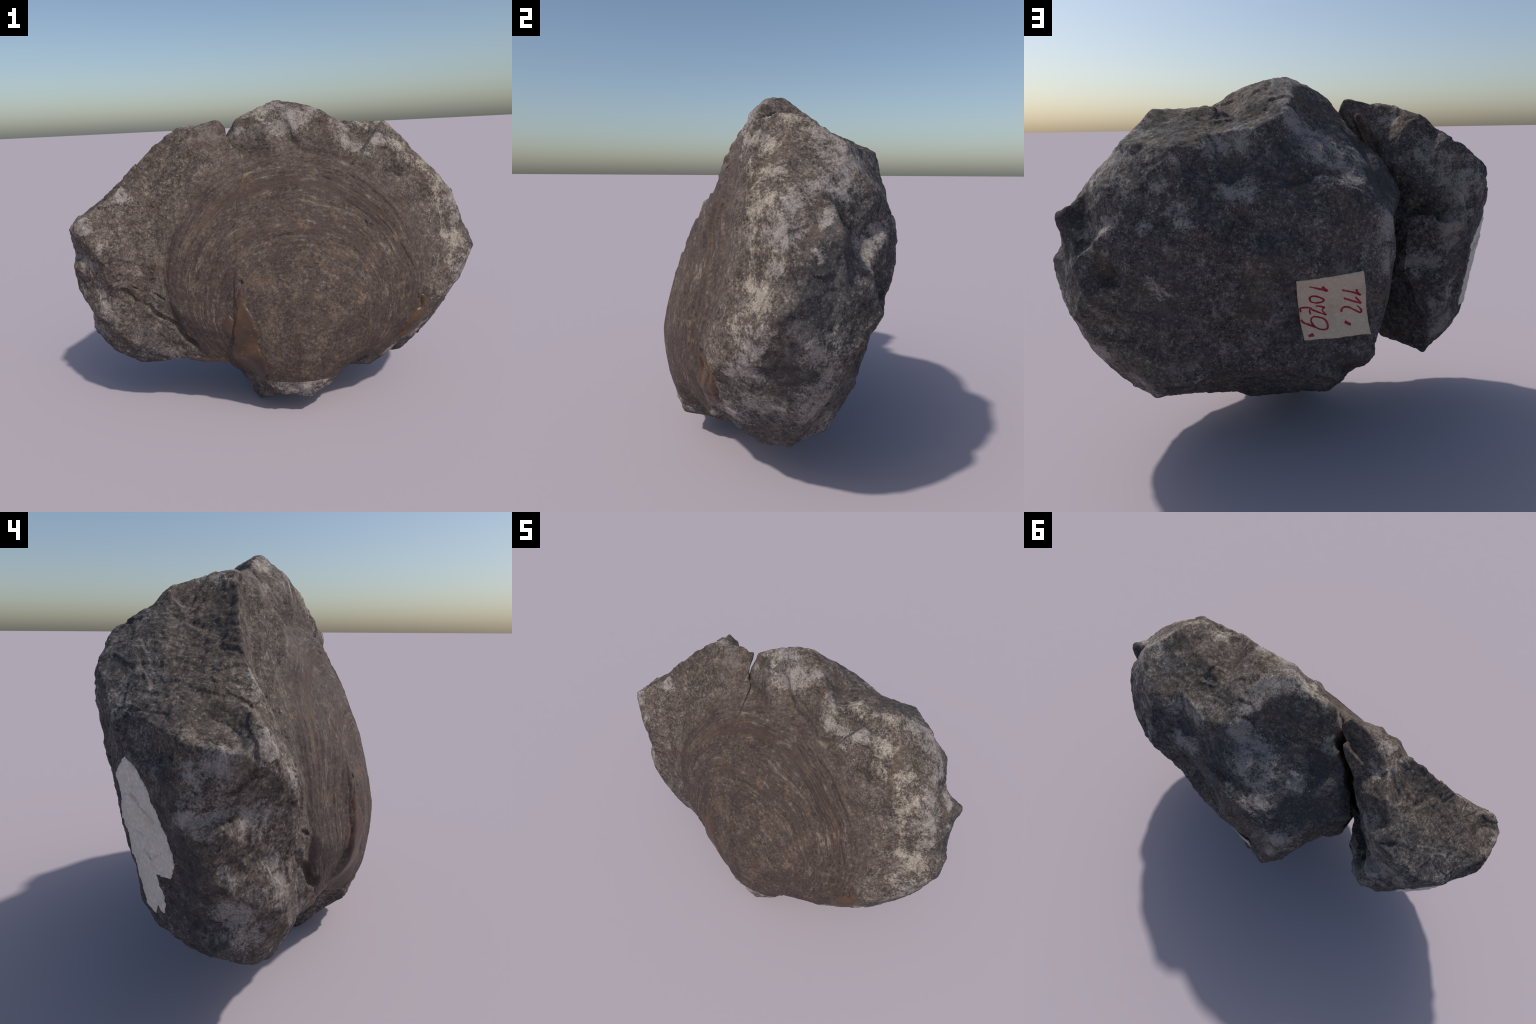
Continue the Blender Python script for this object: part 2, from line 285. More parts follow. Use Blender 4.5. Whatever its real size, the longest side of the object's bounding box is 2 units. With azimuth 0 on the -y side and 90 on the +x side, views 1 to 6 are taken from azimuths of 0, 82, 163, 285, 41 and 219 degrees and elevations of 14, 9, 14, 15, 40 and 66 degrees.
# ------------------------------------------------------------------ building a block
def icosphere(subdiv):
    bm = bmesh.new(); bmesh.ops.create_icosphere(bm, subdivisions=subdiv, radius=1.0)
    me = bpy.data.meshes.new('tmp'); bm.to_mesh(me); bm.free()
    v = np.empty(len(me.vertices) * 3, np.float32); me.vertices.foreach_get('co', v)
    f = np.empty(len(me.polygons) * 3, np.int32); me.loops.foreach_get('vertex_index', f)
    e = np.empty(len(me.edges) * 2, np.int32); me.edges.foreach_get('vertices', e)
    bpy.data.meshes.remove(me)
    return v.reshape(-1, 3).astype(float), f.reshape(-1, 3), e.reshape(-1, 2)

def facet_cage(points, centre):
    """flat facets spanning the landmarks, as seen from the centre"""
    P = [Vector(p) for p in points]; c = Vector(centre)
    bm = bmesh.new()
    for p in P: bm.verts.new((p - c).normalized())
    bm.verts.index_update(); bm.verts.ensure_lookup_table()
    bmesh.ops.convex_hull(bm, input=list(bm.verts))
    tris = [[v.index for v in f.verts] for f in bm.faces if len(f.verts) == 3]
    bm.free()
    return BVHTree.FromPolygons(P, tris), P

def vertex_normals(P, F):
    fn = np.cross(P[F[:, 1]] - P[F[:, 0]], P[F[:, 2]] - P[F[:, 0]])
    N = np.zeros_like(P)
    for k in range(3):
        for a in range(3): N[:, a] += np.bincount(F[:, k], fn[:, a], len(P))
    return N / np.maximum(np.linalg.norm(N, axis=1), 1e-12)[:, None]

def relax(P, E, weight, times):
    n = len(P); deg = np.bincount(E[:, 0], minlength=n) + np.bincount(E[:, 1], minlength=n)
    for _ in range(times):
        avg = np.empty_like(P)
        for a in range(P.shape[1]):
            avg[:, a] = (np.bincount(E[:, 0], P[E[:, 1], a], n) + np.bincount(E[:, 1], P[E[:, 0], a], n)) / deg
        P = P + (avg - P) * weight[:, None]
    return P

def smooth(a, b, x):
    t = np.clip((x - a) / (b - a), 0, 1); return t * t * (3 - 2 * t)

def lattice(I, salt):
    """three repeatable random numbers in -1..1 for every cell of a lattice"""
    I = I.astype(np.int64); out = np.empty(I.shape[:-1] + (3,))
    for k in range(3):
        h = (I[..., 0] * 73856093) ^ (I[..., 1] * 19349663) ^ (I[..., 2] * 83492791) ^ (salt * 2654435 + k * 97531)
        h = (h ^ (h >> 13)) * 1274126177 & 0x7fffffff
        h = (h ^ (h >> 16)) * 1103515245 & 0x7fffffff
        out[..., k] = ((h >> 8) & 0xffff) / 32767.5 - 1
    return out

def gradient_noise(Q, salt):
    I = np.floor(Q); f = Q - I; u = f * f * f * (f * (f * 6 - 15) + 10); tot = np.zeros(len(Q))
    for c in ((0, 0, 0), (1, 0, 0), (0, 1, 0), (1, 1, 0), (0, 0, 1), (1, 0, 1), (0, 1, 1), (1, 1, 1)):
        c = np.array(c); g = lattice(I + c, salt)
        w = np.prod(np.where(c, u, 1 - u), axis=1)
        tot += w * np.einsum('ij,ij->i', g, f - c)
    return tot * 1.3

def fbm(P, scale, octaves, seed):
    tot = np.zeros(len(P)); amp = 1.0; Q = P * scale + seed * 3.17
    for o in range(octaves):
        tot += amp * gradient_noise(Q, seed * 13 + o); amp *= .55; Q = Q * 2.1 + 5.3
    return tot

def chips(P, scale, seed):
    """flat little break faces: every cell of the rock is a plane with its own tilt"""
    Q = P * scale + seed * 2.71; I = np.floor(Q); best = np.full(len(P), 9e9); val = np.zeros(len(P))
    for x in (-1, 0, 1):
        for y in (-1, 0, 1):
            for z in (-1, 0, 1):
                J = I + np.array((x, y, z)); c = J + .5 + .45 * lattice(J, seed)
                d = Q - c; dd = np.einsum('ij,ij->i', d, d); near = dd < best
                best = np.where(near, dd, best)
                val = np.where(near, .5 * np.einsum('ij,ij->i', d, lattice(J, seed + 50)), val)
    return val

def seg_dist(P, a, b):
    a = np.array(a); d = np.array(b) - a
    t = np.clip((P - a) @ d / (d @ d), 0, 1)
    return np.linalg.norm(P - a - t[:, None] * d, axis=1)

def wander(z):
    zz, gg = zip(*CRACK_WANDER); return np.interp(z, zz, gg)

def build_block(points, centre, subdiv, side, grooves, dents, bumps, seed, rough_at):
    D, F, E = icosphere(subdiv)
    C = np.array(centre); bvh, _ = facet_cage(points, centre); cv = Vector(centre)
    R = np.empty(len(D))
    for i, d in enumerate(D):
        hit = bvh.ray_cast(cv, Vector(d)); R[i] = hit[3] if hit[3] is not None else np.nan
    if np.isnan(R).any(): R[np.isnan(R)] = np.nanmean(R)
    P = C + D * R[:, None]
    k = 4 ** (subdiv - 8)                                   # keep the wear the same at any fineness
    N = vertex_normals(P, F)
    s = ring(P[:, 0], P[:, 2])
    front = smooth(.10, .35, -N[:, 1]) * smooth(1.04, .96, s) * smooth(.17, .24, P[:, 2])
    P = relax(P, E, np.full(len(P), .5), int(1 * k))
    P = relax(P, E, .55 * relax(front[:, None], E, np.full(len(P), .6), 10)[:, 0], int(60 * k))
    # cut along the break: the blocks are wedged into each other along the front, and gape behind
    for _ in range(4):
        zf, yf = zip(*CRACK_FRONT); behind = P[:, 1] - np.interp(P[:, 2], zf, yf)
        gap = -.014 + .028 * np.maximum(smooth(.03, .12, behind), smooth(1.30, 1.36, P[:, 2]) * .62)
        g = wander(P[:, 2]) + .006 * np.sin(behind * 42) * smooth(.02, .06, behind) * smooth(.9, 1.1, P[:, 2]); d = P @ BREAK_N - BREAK_D; dc = C @ BREAK_N - BREAK_D
        lim = g + side * gap
        if side > 0: lim = lim - .25 * smooth(.10, .22, behind) * smooth(1.02, .68, P[:, 2])   # lower down it juts past the break
        over = (d > lim) if side < 0 else (d < lim)
        t = np.where(over, np.clip((lim - dc) / np.where(abs(d - dc) < 1e-6, 1e-6, d - dc), .02, 1), 1)
        P = C + (P - C) * t[:, None]
    cutd = abs(P @ BREAK_N - BREAK_D - wander(P[:, 2]))
    P = relax(P, E, np.full(len(P), .5), int(2 * k))
    N = vertex_normals(P, F)
    s = ring(P[:, 0], P[:, 2])
    shell = smooth(.10, .35, -N[:, 1]) * smooth(1.085, 1.055, s + .03 * fbm(P, 6, 4, 5)) * smooth(.18, .23, P[:, 2])
    stone = 1 - shell
    calm = smooth(.0, .03, cutd)                            # the crack itself stays crisp
    h = .004 * fbm(P, 5, 3, seed) + .011 * chips(P, 6, seed) + .008 * chips(P, 12, seed + 3) + .004 * chips(P, 26, seed + 6) + .0034 * fbm(P, 30, 5, seed + 1)
    pit = np.zeros(len(P))
    for (c, r) in rough_at: pit = np.maximum(pit, smooth(1.1, .7, np.linalg.norm(P - np.array(c), axis=1) / r))
    h += pit * (.0026 * fbm(P, 48, 3, seed + 2) - .002)
    h *= stone * (.25 + .75 * calm)
    # growth lines on the shell
    th = np.arctan2(P[:, 0] - SHELL_MID[0], P[:, 2] - BEAK_Z)
    sw = s + .006 * fbm(P, 5, 2, 11)
    q = np.stack([sw * 24, th * 1.6, th * 0], 1); q2 = np.stack([sw * 60, th * 3.0, th * 0 + 5], 1)
    patch = smooth(-.25, .35, fbm(P, 4, 3, 61))
    lines = (.0042 * fbm(q, 1, 2, 21) + .0020 * fbm(q2, 1, 2, 22)) * (.3 + .7 * patch)
    steps = np.zeros(len(P))                                # terraces where growth paused, uneven along their length
    for at, rise in TERRACES:
        t = sw - at + .012 * fbm(np.stack([th * 1.5, th * 0 + at * 9, th * 0], 1), 1, 2, 71)
        steps += rise * (.35 + .65 * patch) * (smooth(.004, -.004, t) - smooth(.05, -.05, t))
    e = .01                                                 # crowded growth lines are finer
    crowd = np.hypot(ring(P[:, 0] + e, P[:, 2]) - s, ring(P[:, 0], P[:, 2] + e) - s) / e
    ease = np.minimum(1, (1.15 / np.maximum(crowd, .2)) ** 2.2) * np.clip((-N[:, 1] - .5) * 2.6, 0, 1) * (.3 + .7 * smooth(-.5, -.15, P[:, 0]))
    h += shell * (.25 + .75 * calm) * ((lines + 2.0 * steps) * ease * smooth(1.08, .98, s) * (.35 + .65 * smooth(.35, .65, s)) + .0022 * fbm(P, 14, 4, seed + 9) + .0012 * fbm(P, 60, 2, 4))
    # the shell stands a little proud of the stone round it
    h -= .009 * np.exp(-((s - 1.01) / .03) ** 2) * smooth(.1, .35, -N[:, 1]) * smooth(.25, .4, P[:, 2]) * calm
    for line, w, dep in grooves:
        dd = np.full(len(P), 9.0)
        for a, b in zip(line, line[1:]): dd = np.minimum(dd, seg_dist(P, a, b))
        h -= dep * smooth(1, .25, dd / (w * (1 + .5 * fbm(P, 25, 2, 31))))
    for c, r, dep in dents: h -= dep * np.exp(-(np.linalg.norm(P - np.array(c), axis=1) / r) ** 2 * 1.5)
    for c, r, up in bumps: h += up * np.exp(-(np.linalg.norm(P - np.array(c), axis=1) / r) ** 2 * 1.5)
    P = P + N * h[:, None]
    P[:, 2] = np.maximum(P[:, 2], 0.0)
    return P, F, vertex_normals(P, F), shell

def mesh_object(name, P, F, N, mat, parent):
    me = bpy.data.meshes.new(name)
    me.vertices.add(len(P)); me.vertices.foreach_set('co', P.astype(np.float32).ravel())
    me.loops.add(len(F) * 3); me.loops.foreach_set('vertex_index', F.astype(np.int32).ravel())
    me.polygons.add(len(F)); me.polygons.foreach_set('loop_start', np.arange(0, len(F) * 3, 3, dtype=np.int32))
    me.update(calc_edges=True); me.validate()
    me.polygons.foreach_set('use_smooth', np.ones(len(me.polygons), bool))
    if N is not None: me.normals_split_custom_set_from_vertices(N.tolist())
    me.materials.append(mat)
    ob = bpy.data.objects.new(name, me); bpy.context.scene.collection.objects.link(ob)
    ob.parent = parent
    return ob

def part_of(P, F, N, keep):
    used = np.unique(F[keep]); new = np.full(len(P), -1); new[used] = np.arange(len(used))
    return P[used], new[F[keep]], N[used]

def skin(name, P, F, N, inside, thick, mat, parent, sink=.004):
    """a thin layer lying on the surface where inside > 0, its rim dipping under the surface"""
    keep = (inside[F] > -.35).all(1)
    used = np.unique(F[keep]); new = np.full(len(P), -1); new[used] = np.arange(len(used))
    h = np.where(inside[used] > 0, thick * np.minimum(1, .35 + inside[used] * 2), -sink * np.minimum(1, -inside[used] * 8))
    top = P[used] + N[used] * h[:, None]
    f = new[F[keep]]
    return mesh_object(name, top, f, None, mat, parent)


# ------------------------------------------------------------------ materials
def srgb(r, g, b):
    f = lambda c: (c / 255 / 12.92) if c / 255 < .04045 else ((c / 255 + .055) / 1.055) ** 2.4
    return (f(r), f(g), f(b), 1)

class Net:
    def __init__(self, name):
        self.mat = bpy.data.materials.new(name); self.mat.use_nodes = True
        self.t = self.mat.node_tree; self.t.nodes.clear()
        self.out = self.t.nodes.new('ShaderNodeOutputMaterial'); self.b = self.t.nodes.new('ShaderNodeBsdfPrincipled')
        self.t.links.new(self.b.outputs[0], self.out.inputs[0])
        tc = self.t.nodes.new('ShaderNodeTexCoord'); self.pos = tc.outputs['Object']
    def put(self, sock, v):
        if isinstance(v, bpy.types.NodeSocket): self.t.links.new(v, sock)
        elif v is not None: sock.default_value = v
    def math(self, op, a, b=None, c=None, clamp=False):
        n = self.t.nodes.new('ShaderNodeMath'); n.operation = op; n.use_clamp = clamp
        for i, v in enumerate((a, b, c)): self.put(n.inputs[i], v)
        return n.outputs[0]
    def vec(self, op, a, b=None, scale=None):
        n = self.t.nodes.new('ShaderNodeVectorMath'); n.operation = op
        self.put(n.inputs[0], a); self.put(n.inputs[1], b)
        if scale is not None: n.inputs['Scale'].default_value = scale
        return n.outputs['Value'] if op in ('DISTANCE', 'DOT_PRODUCT', 'LENGTH') else n.outputs[0]
    def noise(self, scale, detail=4, rough=.55, vec=None, dist=0, color=False):
        n = self.t.nodes.new('ShaderNodeTexNoise'); self.put(n.inputs['Vector'], vec or self.pos)
        n.inputs['Scale'].default_value = scale; n.inputs['Detail'].default_value = detail
        n.inputs['Roughness'].default_value = rough; n.inputs['Distortion'].default_value = dist
        return n.outputs['Color' if color else 'Fac']
    def step(self, v, lo, hi):
        n = self.t.nodes.new('ShaderNodeMapRange'); n.interpolation_type = 'SMOOTHSTEP'
        self.put(n.inputs[0], v); n.inputs[1].default_value = lo; n.inputs[2].default_value = hi
        return n.outputs[0]
    def mix(self, f, a, b, mode='MIX'):
        n = self.t.nodes.new('ShaderNodeMix'); n.data_type = 'RGBA'; n.blend_type = mode
        self.put(n.inputs[0], f); self.put(n.inputs[6], a); self.put(n.inputs[7], b)
        return n.outputs[2]
    def ramp(self, f, stops):
        n = self.t.nodes.new('ShaderNodeValToRGB'); e = n.color_ramp.elements
        while len(e) < len(stops): e.new(.5)
        for el, (p, c) in zip(e, stops): el.position = p; el.color = c
        self.put(n.inputs[0], f); return n.outputs[0]
    def xyz(self, v=None):
        n = self.t.nodes.new('ShaderNodeSeparateXYZ'); self.put(n.inputs[0], v or self.pos); return n.outputs
    def comb(self, x, y, z):
        n = self.t.nodes.new('ShaderNodeCombineXYZ')
        for i, v in enumerate((x, y, z)): self.put(n.inputs[i], v)
        return n.outputs[0]
    def finish(self, col, rough=.85, height=None, bump=.3, dist=.01, spec=.25):
        self.put(self.b.inputs['Base Color'], col); self.put(self.b.inputs['Roughness'], rough)
        self.b.inputs['Specular IOR Level'].default_value = spec
        if height is not None:
            n = self.t.nodes.new('ShaderNodeBump'); n.inputs['Strength'].default_value = bump; n.inputs['Distance'].default_value = dist
            self.put(n.inputs['Height'], height); self.t.links.new(n.outputs[0], self.b.inputs['Normal'])
        return self.mat

STAIN = {'white': srgb(172, 163, 157), 'cream': srgb(184, 173, 157), 'pale': srgb(158, 152, 145),
         'dark': srgb(50, 46, 46), 'brown': srgb(104, 88, 75), 'slate': srgb(64, 66, 72)}
STRENGTH = {'white': .68, 'cream': .7, 'pale': .72, 'dark': .55, 'brown': .6, 'slate': .45}

def stain_mask(m, spots, warped, speck, reach=.75):
    """soft clouds round the given places, breaking up into grains at their edges"""
    near = None
    for (x, y, z, r) in spots:
        d = m.math('MULTIPLY', m.vec('DISTANCE', warped, (x, y, z)), 1 / r)
        near = d if near is None else m.math('SMOOTH_MIN', near, d, .25)
    ragged = m.math('MULTIPLY_ADD', m.noise(6.5, 6, .7, vec=m.vec('ADD', m.pos, (6, 2, 4))), 2.6, -.5)
    w = m.math('MULTIPLY_ADD', m.math('MULTIPLY', near, ragged), -reach, 1.12)
    return m.step(m.math('ADD', w, speck), .12, 1.15)

def front_side(m):
    """1 on the weathered side that carries the shell, 0 behind it: a slanting plane through the lump"""
    x, y, z = m.xyz()
    q = m.math('ADD', y, m.math('MULTIPLY_ADD', z, -.45, .58))
    q = m.math('ADD', q, m.math('MULTIPLY_ADD', m.noise(7, 4, .6), .16, -.08))
    return m.step(q, .22, .05)

def stone_colour(m):
    mid = m.noise(16, 5, .65); fine = m.noise(58, 6, .75); grit = m.noise(150, 4, .75)
    tone = m.math('ADD', m.math('MULTIPLY', mid, .26), m.math('ADD', m.math('MULTIPLY', fine, .42), m.math('MULTIPLY', grit, .32)))
    grey_ramp = m.ramp(tone, [(.38, srgb(32, 30, 32)), (.465, srgb(61, 57, 57)), (.535, srgb(89, 84, 82)), (.62, srgb(146, 139, 133))])
    worn = m.ramp(tone, [(.385, srgb(42, 37, 35)), (.47, srgb(74, 65, 60)), (.54, srgb(103, 92, 84)), (.63, srgb(152, 139, 128))])
    front = front_side(m)
    col = m.mix(front, grey_ramp, worn)
    warm = m.step(m.noise(6, 4, .6, vec=m.vec('ADD', m.pos, (3, 1, 2))), .50, .68)
    col = m.mix(m.math('MULTIPLY', warm, .42), col, srgb(88, 73, 62))
    cool = m.math('MULTIPLY', m.step(m.noise(3.4, 3, .5, vec=m.vec('ADD', m.pos, (7, 4, 1))), .44, .62), m.math('MULTIPLY_ADD', front, -.8, 1))
    col = m.mix(m.math('MULTIPLY', cool, .30), col, srgb(66, 67, 72))
    cloud = m.step(m.math('ADD', m.math('MULTIPLY', m.noise(5.5, 5, .65, vec=m.vec('ADD', m.pos, (2, 8, 3))), .75), m.math('MULTIPLY', fine, .25)), .53, .66)
    col = m.mix(m.math('MULTIPLY', cloud, .35), col, srgb(140, 131, 125))
    fleck = m.step(m.noise(95, 2, .5, vec=m.vec('ADD', m.pos, (1, 5, 9))), .63, .73)
    col = m.mix(m.math('MULTIPLY', fleck, .5), col, srgb(160, 152, 144))
    pit = m.step(m.noise(70, 4, .65, vec=m.vec('ADD', m.pos, (4, 4, 4))), .42, .32)
    col = m.mix(m.math('MULTIPLY', pit, .6), col, srgb(32, 30, 31))
    return col, mid, fine, grit

def stone_material(name, stains):
    m = Net(name)
    col, mid, fine, grit = stone_colour(m)
    jit = m.vec('SUBTRACT', m.noise(9, 5, .65, color=True), (.5, .5, .5))
    warped = m.vec('ADD', m.pos, m.vec('SCALE', jit, scale=.20))
    speck = m.math('ADD', m.math('MULTIPLY_ADD', m.noise(13, 8, .78), 2.8, -1.4), m.math('ADD', m.math('MULTIPLY_ADD', fine, 1.5, -.75), m.math('MULTIPLY_ADD', grit, 1.5, -.75)))
    for kind in ('slate', 'dark', 'brown', 'pale', 'white', 'cream'):
        if kind not in stains: continue
        mask = stain_mask(m, stains[kind], warped, speck, 1.05 if kind == 'cream' else .84)
        tint = m.mix(m.step(grit, .35, .65), tuple(c * .72 for c in STAIN[kind][:3]) + (1,), STAIN[kind])
        col = m.mix(m.math('MULTIPLY', mask, STRENGTH[kind]), col, tint)
    h = m.math('ADD', m.math('MULTIPLY', fine, .7), m.math('MULTIPLY', grit, .3))
    return m.finish(col, .82, h, .55, .012)

def shell_material():
    m = Net('fossil_shell_calcite')
    x, y, z = m.xyz()
    kc = NEST * (SHELL_MID[1] - BEAK_Z) / SHELL_RAD[1]; a = 1 - kc * kc
    qx = m.math('MULTIPLY_ADD', x, 1 / SHELL_RAD[0], -SHELL_MID[0] / SHELL_RAD[0])
    qz = m.math('MULTIPLY_ADD', z, 1 / SHELL_RAD[1], -BEAK_Z / SHELL_RAD[1])
    b = m.math('MULTIPLY', qz, kc)
    q2 = m.math('ADD', m.math('MULTIPLY', qx, qx), m.math('MULTIPLY', qz, qz))
    s = m.math('MULTIPLY', m.math('SUBTRACT', m.math('SQRT', m.math('MULTIPLY_ADD', q2, a, m.math('MULTIPLY', b, b))), b), 1 / a)
    s = m.math('ADD', s, m.math('MULTIPLY_ADD', m.noise(4, 3, .5), .05, -.025))
    ang = m.math('ARCTAN2', m.math('SUBTRACT', x, SHELL_MID[0]), m.math('SUBTRACT', z, BEAK_Z))
    def bands(f, g, off, detail=4): return m.noise(1, detail, .6, vec=m.comb(m.math('MULTIPLY', s, f), m.math('MULTIPLY', ang, g), off))
    broad = bands(13, 1.3, 3.0, 3); lines = bands(46, 5, 0.0, 5); hair = bands(120, 26, 7.0, 4)
    fine = m.noise(64, 6, .75); mid = m.noise(14, 5, .65); grit = m.noise(150, 4, .75)
    outer = m.math('MULTIPLY', m.step(s, .40, .72), m.step(m.noise(5, 3, .6, vec=m.vec('ADD', m.pos, (5, 5, 5))), .34, .56))
    striped = m.math('ADD', m.math('MULTIPLY', lines, .3), m.math('ADD', m.math('MULTIPLY', hair, .25), m.math('ADD', m.math('MULTIPLY', fine, .27), m.math('MULTIPLY', grit, .18))))
    rough = m.math('ADD', m.math('MULTIPLY', mid, .25), m.math('ADD', m.math('MULTIPLY', fine, .35), m.math('ADD', m.math('MULTIPLY', hair, .12), m.math('MULTIPLY', grit, .28))))
    tone = m.math('ADD', m.math('MULTIPLY', striped, m.math('MULTIPLY_ADD', outer, .7, .2)), m.math('MULTIPLY', rough, m.math('MULTIPLY_ADD', outer, -.7, .8)))
    col = m.ramp(tone, [(.39, srgb(42, 35, 34)), (.47, srgb(66, 55, 51)), (.535, srgb(86, 74, 67)), (.62, srgb(132, 118, 108))])
    rust = m.step(m.math('ADD', m.math('MULTIPLY', broad, .5), m.math('MULTIPLY', mid, .5)), .50, .62)
    col = m.mix(m.math('MULTIPLY', rust, .42), col, srgb(92, 74, 58))
    plum = m.math('MULTIPLY', m.step(m.math('ADD', m.math('MULTIPLY', broad, .8), m.math('MULTIPLY', mid, .2)), .46, .41), outer)
    col = m.mix(m.math('MULTIPLY', plum, .75), col, srgb(70, 58, 55))
    for lo, hi, k in ((.655, .70, .6), (.838, .895, .75)):          # two dark plum arcs across the upper shell
        arc = m.math('MULTIPLY', m.step(s, lo, lo + .008), m.step(s, hi, hi - .008))
        arc = m.math('MULTIPLY', m.math('MULTIPLY', arc, m.step(ang, -.75, -.2)), m.math('MULTIPLY', m.step(ang, 1.0, .4), m.step(broad, .36, .48)))
        col = m.mix(m.math('MULTIPLY', arc, k), col, m.mix(lines, srgb(62, 49, 47), srgb(84, 68, 60)))
    pale = m.math('MULTIPLY', m.math('MULTIPLY', m.step(lines, .55, .68), m.step(mid, .46, .60)), outer)
    col = m.mix(m.math('MULTIPLY', pale, .38), col, srgb(150, 140, 130))
    cloud = m.math('MULTIPLY', m.step(m.math('ADD', m.math('MULTIPLY', mid, .55), m.math('MULTIPLY', fine, .45)), .52, .62), m.math('MULTIPLY_ADD', outer, -.6, 1))
    col = m.mix(m.math('MULTIPLY', cloud, .2), col, srgb(130, 116, 104))
    fleck = m.step(m.noise(80, 5, .7, vec=m.vec('ADD', m.pos, (1, 5, 9))), .61, .72)
    col = m.mix(m.math('MULTIPLY', fleck, .4), col, srgb(160, 150, 140))
    tan = m.step(m.math('ADD', m.math('MULTIPLY', m.noise(11, 3, .5, vec=m.vec('ADD', m.pos, (9, 2, 5))), .6), m.math('MULTIPLY', fine, .4)), .58, .66)
    col = m.mix(m.math('MULTIPLY', tan, .4), col, srgb(134, 106, 84))
    stone = stone_colour(m)[0]                              # the margin passes into the stone without a line
    edge = m.step(m.math('ADD', s, m.math('MULTIPLY_ADD', m.noise(18, 5, .65), .22, -.11)), .95, 1.06)
    col = m.mix(edge, col, m.mix(.25, stone, col))
    h = m.math('ADD', m.math('MULTIPLY', lines, .4), m.math('ADD', m.math('MULTIPLY', hair, .25), m.math('MULTIPLY', fine, .35)))
    return m.finish(col, .72, h, .65, .014)

def resin_material():
    m = Net('brown_resin')
    n = m.noise(9, 4, .55); f = m.noise(60, 3, .5)
    col = m.ramp(n, [(.35, srgb(62, 46, 40)), (.55, srgb(76, 57, 44)), (.72, srgb(96, 71, 48))])
    col = m.mix(m.math('MULTIPLY', m.step(f, .62, .74), .4), col, srgb(140, 112, 84))
    return m.finish(col, .42, n, .15, .01, .4)

def paper_material(name, base, fibre, stain):
    m = Net(name)
    f = m.noise(90, 4, .7); b = m.noise(14, 4, .6)
    col = m.mix(m.step(f, .45, .7), base, fibre)
    col = m.mix(m.math('MULTIPLY', m.step(b, .52, .72), .45), col, stain)
    return m.finish(col, .9, f, .2, .004, .15)

def ink_material():
    m = Net('red_ink'); n = m.noise(60, 3, .6)
    return m.finish(m.mix(m.step(n, .4, .7), srgb(128, 24, 44), srgb(160, 46, 66)), .7)


# ------------------------------------------------------------------ assembly
root = bpy.data.objects.new('fossil_rock', None); bpy.context.scene.collection.objects.link(root)
root['label'] = 'dark broken rock holding a domed fossil shell, with old paper labels'
root['category'] = 'fossil'

shell_mat = shell_material(); resin = resin_material()
blocks = []
for (groups, centre, subdiv, side, grooves, dents, bumps, seed, rough_at, stains) in (
        (LARGE_BLOCK, LARGE_CENTRE, LARGE_FINE, -1, LARGE_GROOVES, LARGE_DENTS, LARGE_BUMPS, 1, [((.42, .15, 1.35), .30)], LARGE_STAINS),
        (SMALL_BLOCK, SMALL_CENTRE, SMALL_FINE, 1, SMALL_GROOVES, SMALL_DENTS, SMALL_BUMPS, 2, [((-.70, .10, 1.15), .30)], SMALL_STAINS)):
    pts = [p for g in groups.values() for p in g]
    P, F, N, shell = build_block(pts, centre, subdiv, side, grooves, dents, bumps, seed, rough_at)
    blocks.append((P, F, N, shell))
    mat = stone_material('dark_limestone', stains)
    is_shell = shell[F].mean(1) > .5
    block = mesh_object('stone_block', *part_of(P, F, N, ~is_shell), mat, root)
    mesh_object('fossil_shell', *part_of(P, F, N, is_shell), shell_mat, block)
    blocks[-1] += (block,)
(PL, FL, NL, SL, large), (PS, FS, NS, SS, small) = blocks

# --- resin smeared over the crack: a flame-shaped run, a side patch and the seam below
def polygon_inside(x, z, poly, wob):
    """signed distance-like measure (positive inside), edges ragged by noise"""
    x = x + wob; inside = np.zeros(len(x), bool); dist = np.full(len(x), 9.0)
    for (x1, z1), (x2, z2) in zip(poly, poly[1:] + poly[:1]):
        cross = ((z1 > z) != (z2 > z)) & (x < (x2 - x1) * (z - z1) / (z2 - z1 + 1e-12) + x1)
        inside ^= cross
        dx, dz = x2 - x1, z2 - z1; t = np.clip(((x - x1) * dx + (z - z1) * dz) / (dx * dx + dz * dz), 0, 1)
        dist = np.minimum(dist, np.hypot(x - x1 - t * dx, z - z1 - t * dz))
    return np.where(inside, dist, -dist)

FLAME = [(-.163, .685), (-.145, .60), (-.120, .55), (-.085, .47), (-.105, .42), (-.080, .34), (-.06, .25), (-.08, .20),
         (-.16, .22), (-.215, .27), (-.225, .33), (-.205, .40), (-.21, .47), (-.19, .56), (-.19, .62)]
TONGUE = [(-.24, .54), (-.265, .505), (-.245, .45), (-.215, .42), (-.205, .50), (-.215, .55)]
SIDE_PATCH = [(.66, .575), (.70, .57), (.72, .545), (.735, .50), (.715, .44), (.69, .39), (.645, .36), (.595, .35), (.60, .40), (.625, .46), (.645, .50), (.652, .54)]
SEAM = [(-.21, .33), (-.30, .30), (-.44, .29), (-.44, .26), (-.2, .23)]

def smear(P, F, N, shapes, thick, parent):
    cand = (N[:, 1] < .25) & (P[:, 1] < .0)
    wob = .012 * fbm(P, 22, 3, 41)
    m = np.full(len(P), -1.0)
    for poly in shapes: m = np.maximum(m, polygon_inside(P[:, 0], P[:, 2], poly, wob))
    m = np.minimum(m, seg_dist(P, (.668, -.314, .572), (.674, -.296, .515)) - .017)     # a hole left open
    m = np.where(cand, m, -1.0)
    return skin('resin', P, F, N, m * 30, thick, resin, parent)

smear(PL, FL, NL, [FLAME, SIDE_PATCH], .007, root)
smear(PS, FS, NS, [FLAME, TONGUE, SEAM], .006, root)

